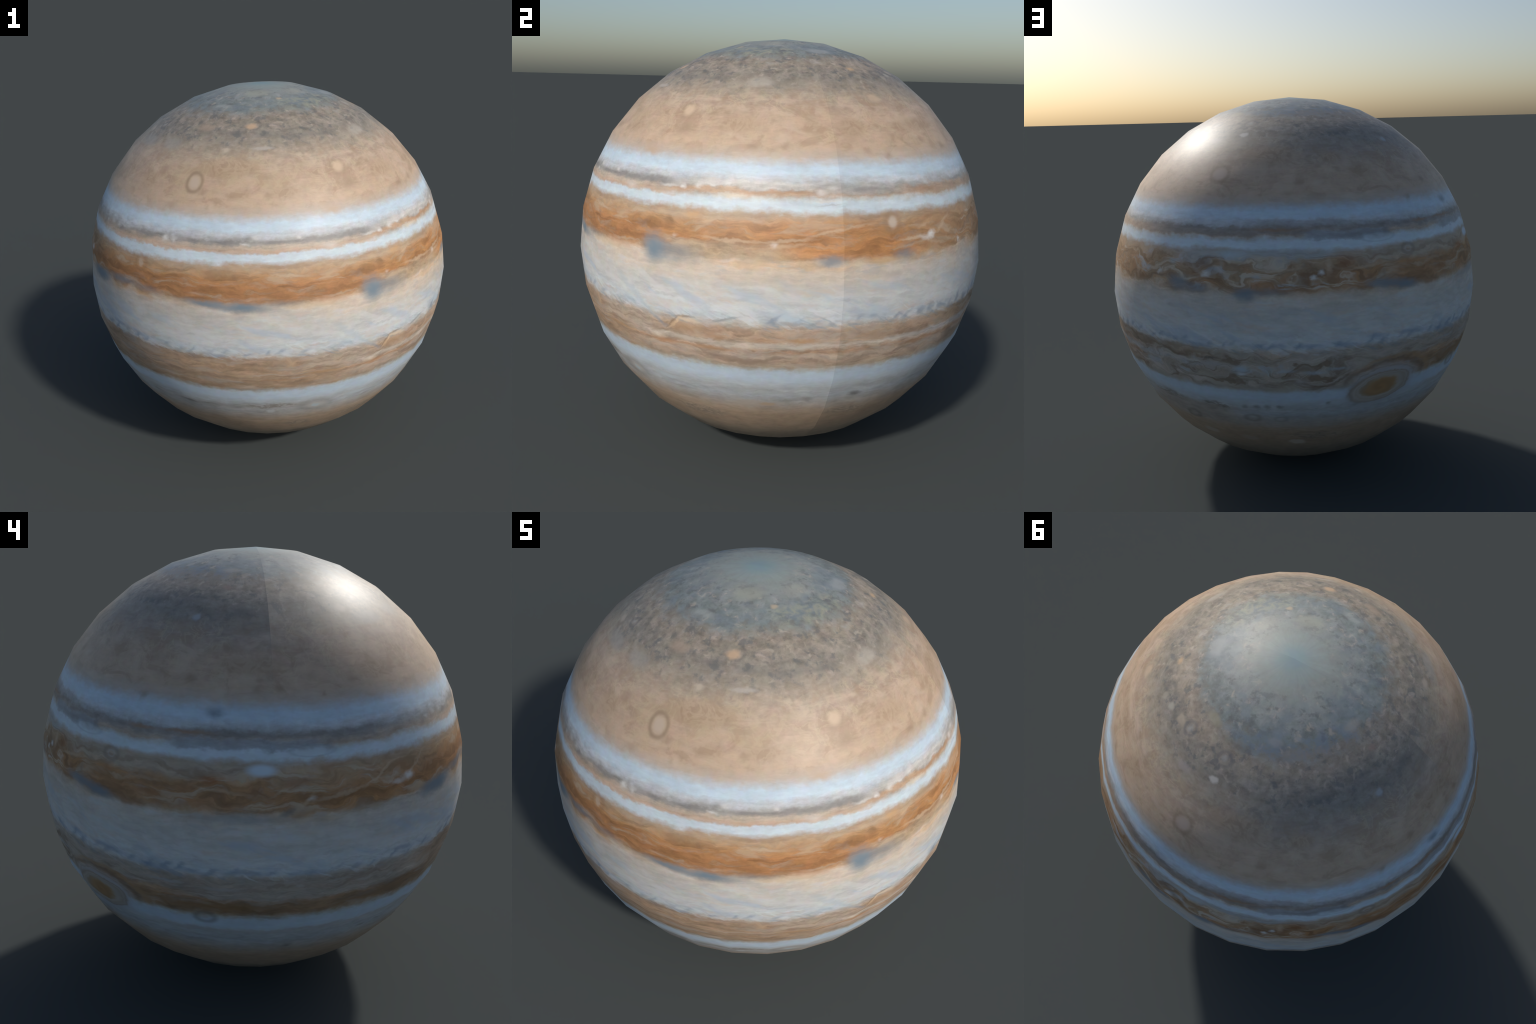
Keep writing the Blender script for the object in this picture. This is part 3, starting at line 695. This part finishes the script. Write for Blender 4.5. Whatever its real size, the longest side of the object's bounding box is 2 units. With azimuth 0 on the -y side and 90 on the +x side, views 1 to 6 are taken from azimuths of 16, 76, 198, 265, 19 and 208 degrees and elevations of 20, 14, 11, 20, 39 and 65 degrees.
def tile_material(index):
    global tree, nodes, links
    row, sector = divmod(index, SECTORS)
    low, high = ROW_EDGES[row], ROW_EDGES[row + 1]
    middle = (sector + 0.5) * SECTOR_WIDTH
    material = bpy.data.materials.new("cloud_tile")
    material.use_nodes = True
    tree = material.node_tree
    nodes, links = tree.nodes, tree.links
    colour, lon, lat, drift_lon, drift_lat, scribble, eddy = ROW_GROUPS[row].use()
    lon = wrap(lon - middle)  # longitude within the tile's neighbourhood
    crisp = xyz(lon, lat, 0.0)
    loose = vector_op("ADD", crisp, xyz(drift_lon, drift_lat, 0.0))
    for f in FEATURES:
        squeeze = math.cos(math.radians(f["lat"]))
        x0 = (f["lon"] - middle + 180.0) % 360.0 - 180.0
        reach_x = f["rx"] * f["far"] / squeeze + 2.0
        reach_y = f["ry"] * f["far"] + abs(f["tilt"]) * f["rx"] * f["far"] + 1.2
        if abs(x0) > SECTOR_WIDTH / 2 + reach_x or f["lat"] - reach_y > high or f["lat"] + reach_y < low:
            continue
        place = vector_op("MULTIPLY_ADD", colour, (1e-14, 1e-14, 1e-14), crisp if f["crisp"] else loose)
        kx, ky = squeeze / f["rx"], 1.0 / f["ry"]
        if f["tilt"]:
            n = nodes.new("ShaderNodeMapping")
            n.vector_type = "TEXTURE"
            feed(n.inputs["Vector"], place)
            n.inputs["Location"].default_value = (x0, f["lat"], 0.0)
            n.inputs["Rotation"].default_value = (0.0, 0.0, math.atan(f["tilt"]))
            n.inputs["Scale"].default_value = (f["rx"] / math.cos(math.atan(f["tilt"])), f["ry"], 1.0)
            d = vector_op("LENGTH", V(n.outputs[0]))
        else:
            d = vector_op("LENGTH", vector_op("MULTIPLY_ADD", place, (kx, ky, 0.0), (-x0 * kx, -f["lat"] * ky, 0.0)))
        if f["kind"] == "ring":
            colour = mix(colour, f["paint"], smooth(op("ABSOLUTE", d - 1.0), f["width"], 0.0, 0.0, f["strength"]))
        else:
            mask = smooth(d, f["far"], f["near"], 0.0, f["strength"])
            colour = mix(colour, f["paint"], mask)
            if f["kind"] == "patch":
                colour = mix(colour, f["line"], mask * scribble * (f["line_strength"] / f["strength"]))
    x0 = (GREAT_LON - middle + 180.0) % 360.0 - 180.0
    if abs(x0) < SECTOR_WIDTH / 2 + 20.0 and low < -10.0 and high > -30.0:
        colour = great_storm(colour, lon + drift_lon * 0.7 + (middle + 180.0) % 360.0 - 180.0, lat + drift_lat * 0.7, eddy)
    shader = nodes["Principled BSDF"]
    feed(shader.inputs["Base Color"], colour)
    shader.inputs["Roughness"].default_value = 0.5
    return material


TILES = [tile_material(index) for index in range((len(ROW_EDGES) - 1) * SECTORS)]

# ----------------------------------------------------------------------------
# assembly
# ----------------------------------------------------------------------------
scene = bpy.context.scene
planet = bpy.data.objects.new("planet_globe", None)
planet["label"] = "banded gas giant planet globe with orange belts and white zones"
planet["category"] = "planet"
scene.collection.objects.link(planet)
for start in (0.0, math.pi):
    mesh = hemisphere_mesh("hemisphere", start)
    slots = {}
    for polygon in mesh.polygons:
        index = tile_of(polygon.center.normalized())
        if index not in slots:
            slots[index] = len(slots)
            mesh.materials.append(TILES[index])
        polygon.material_index = slots[index]
    shell = bpy.data.objects.new("hemisphere", mesh)
    scene.collection.objects.link(shell)
    shell.parent = planet
    shell.location = (0.0, 0.0, RADIUS)
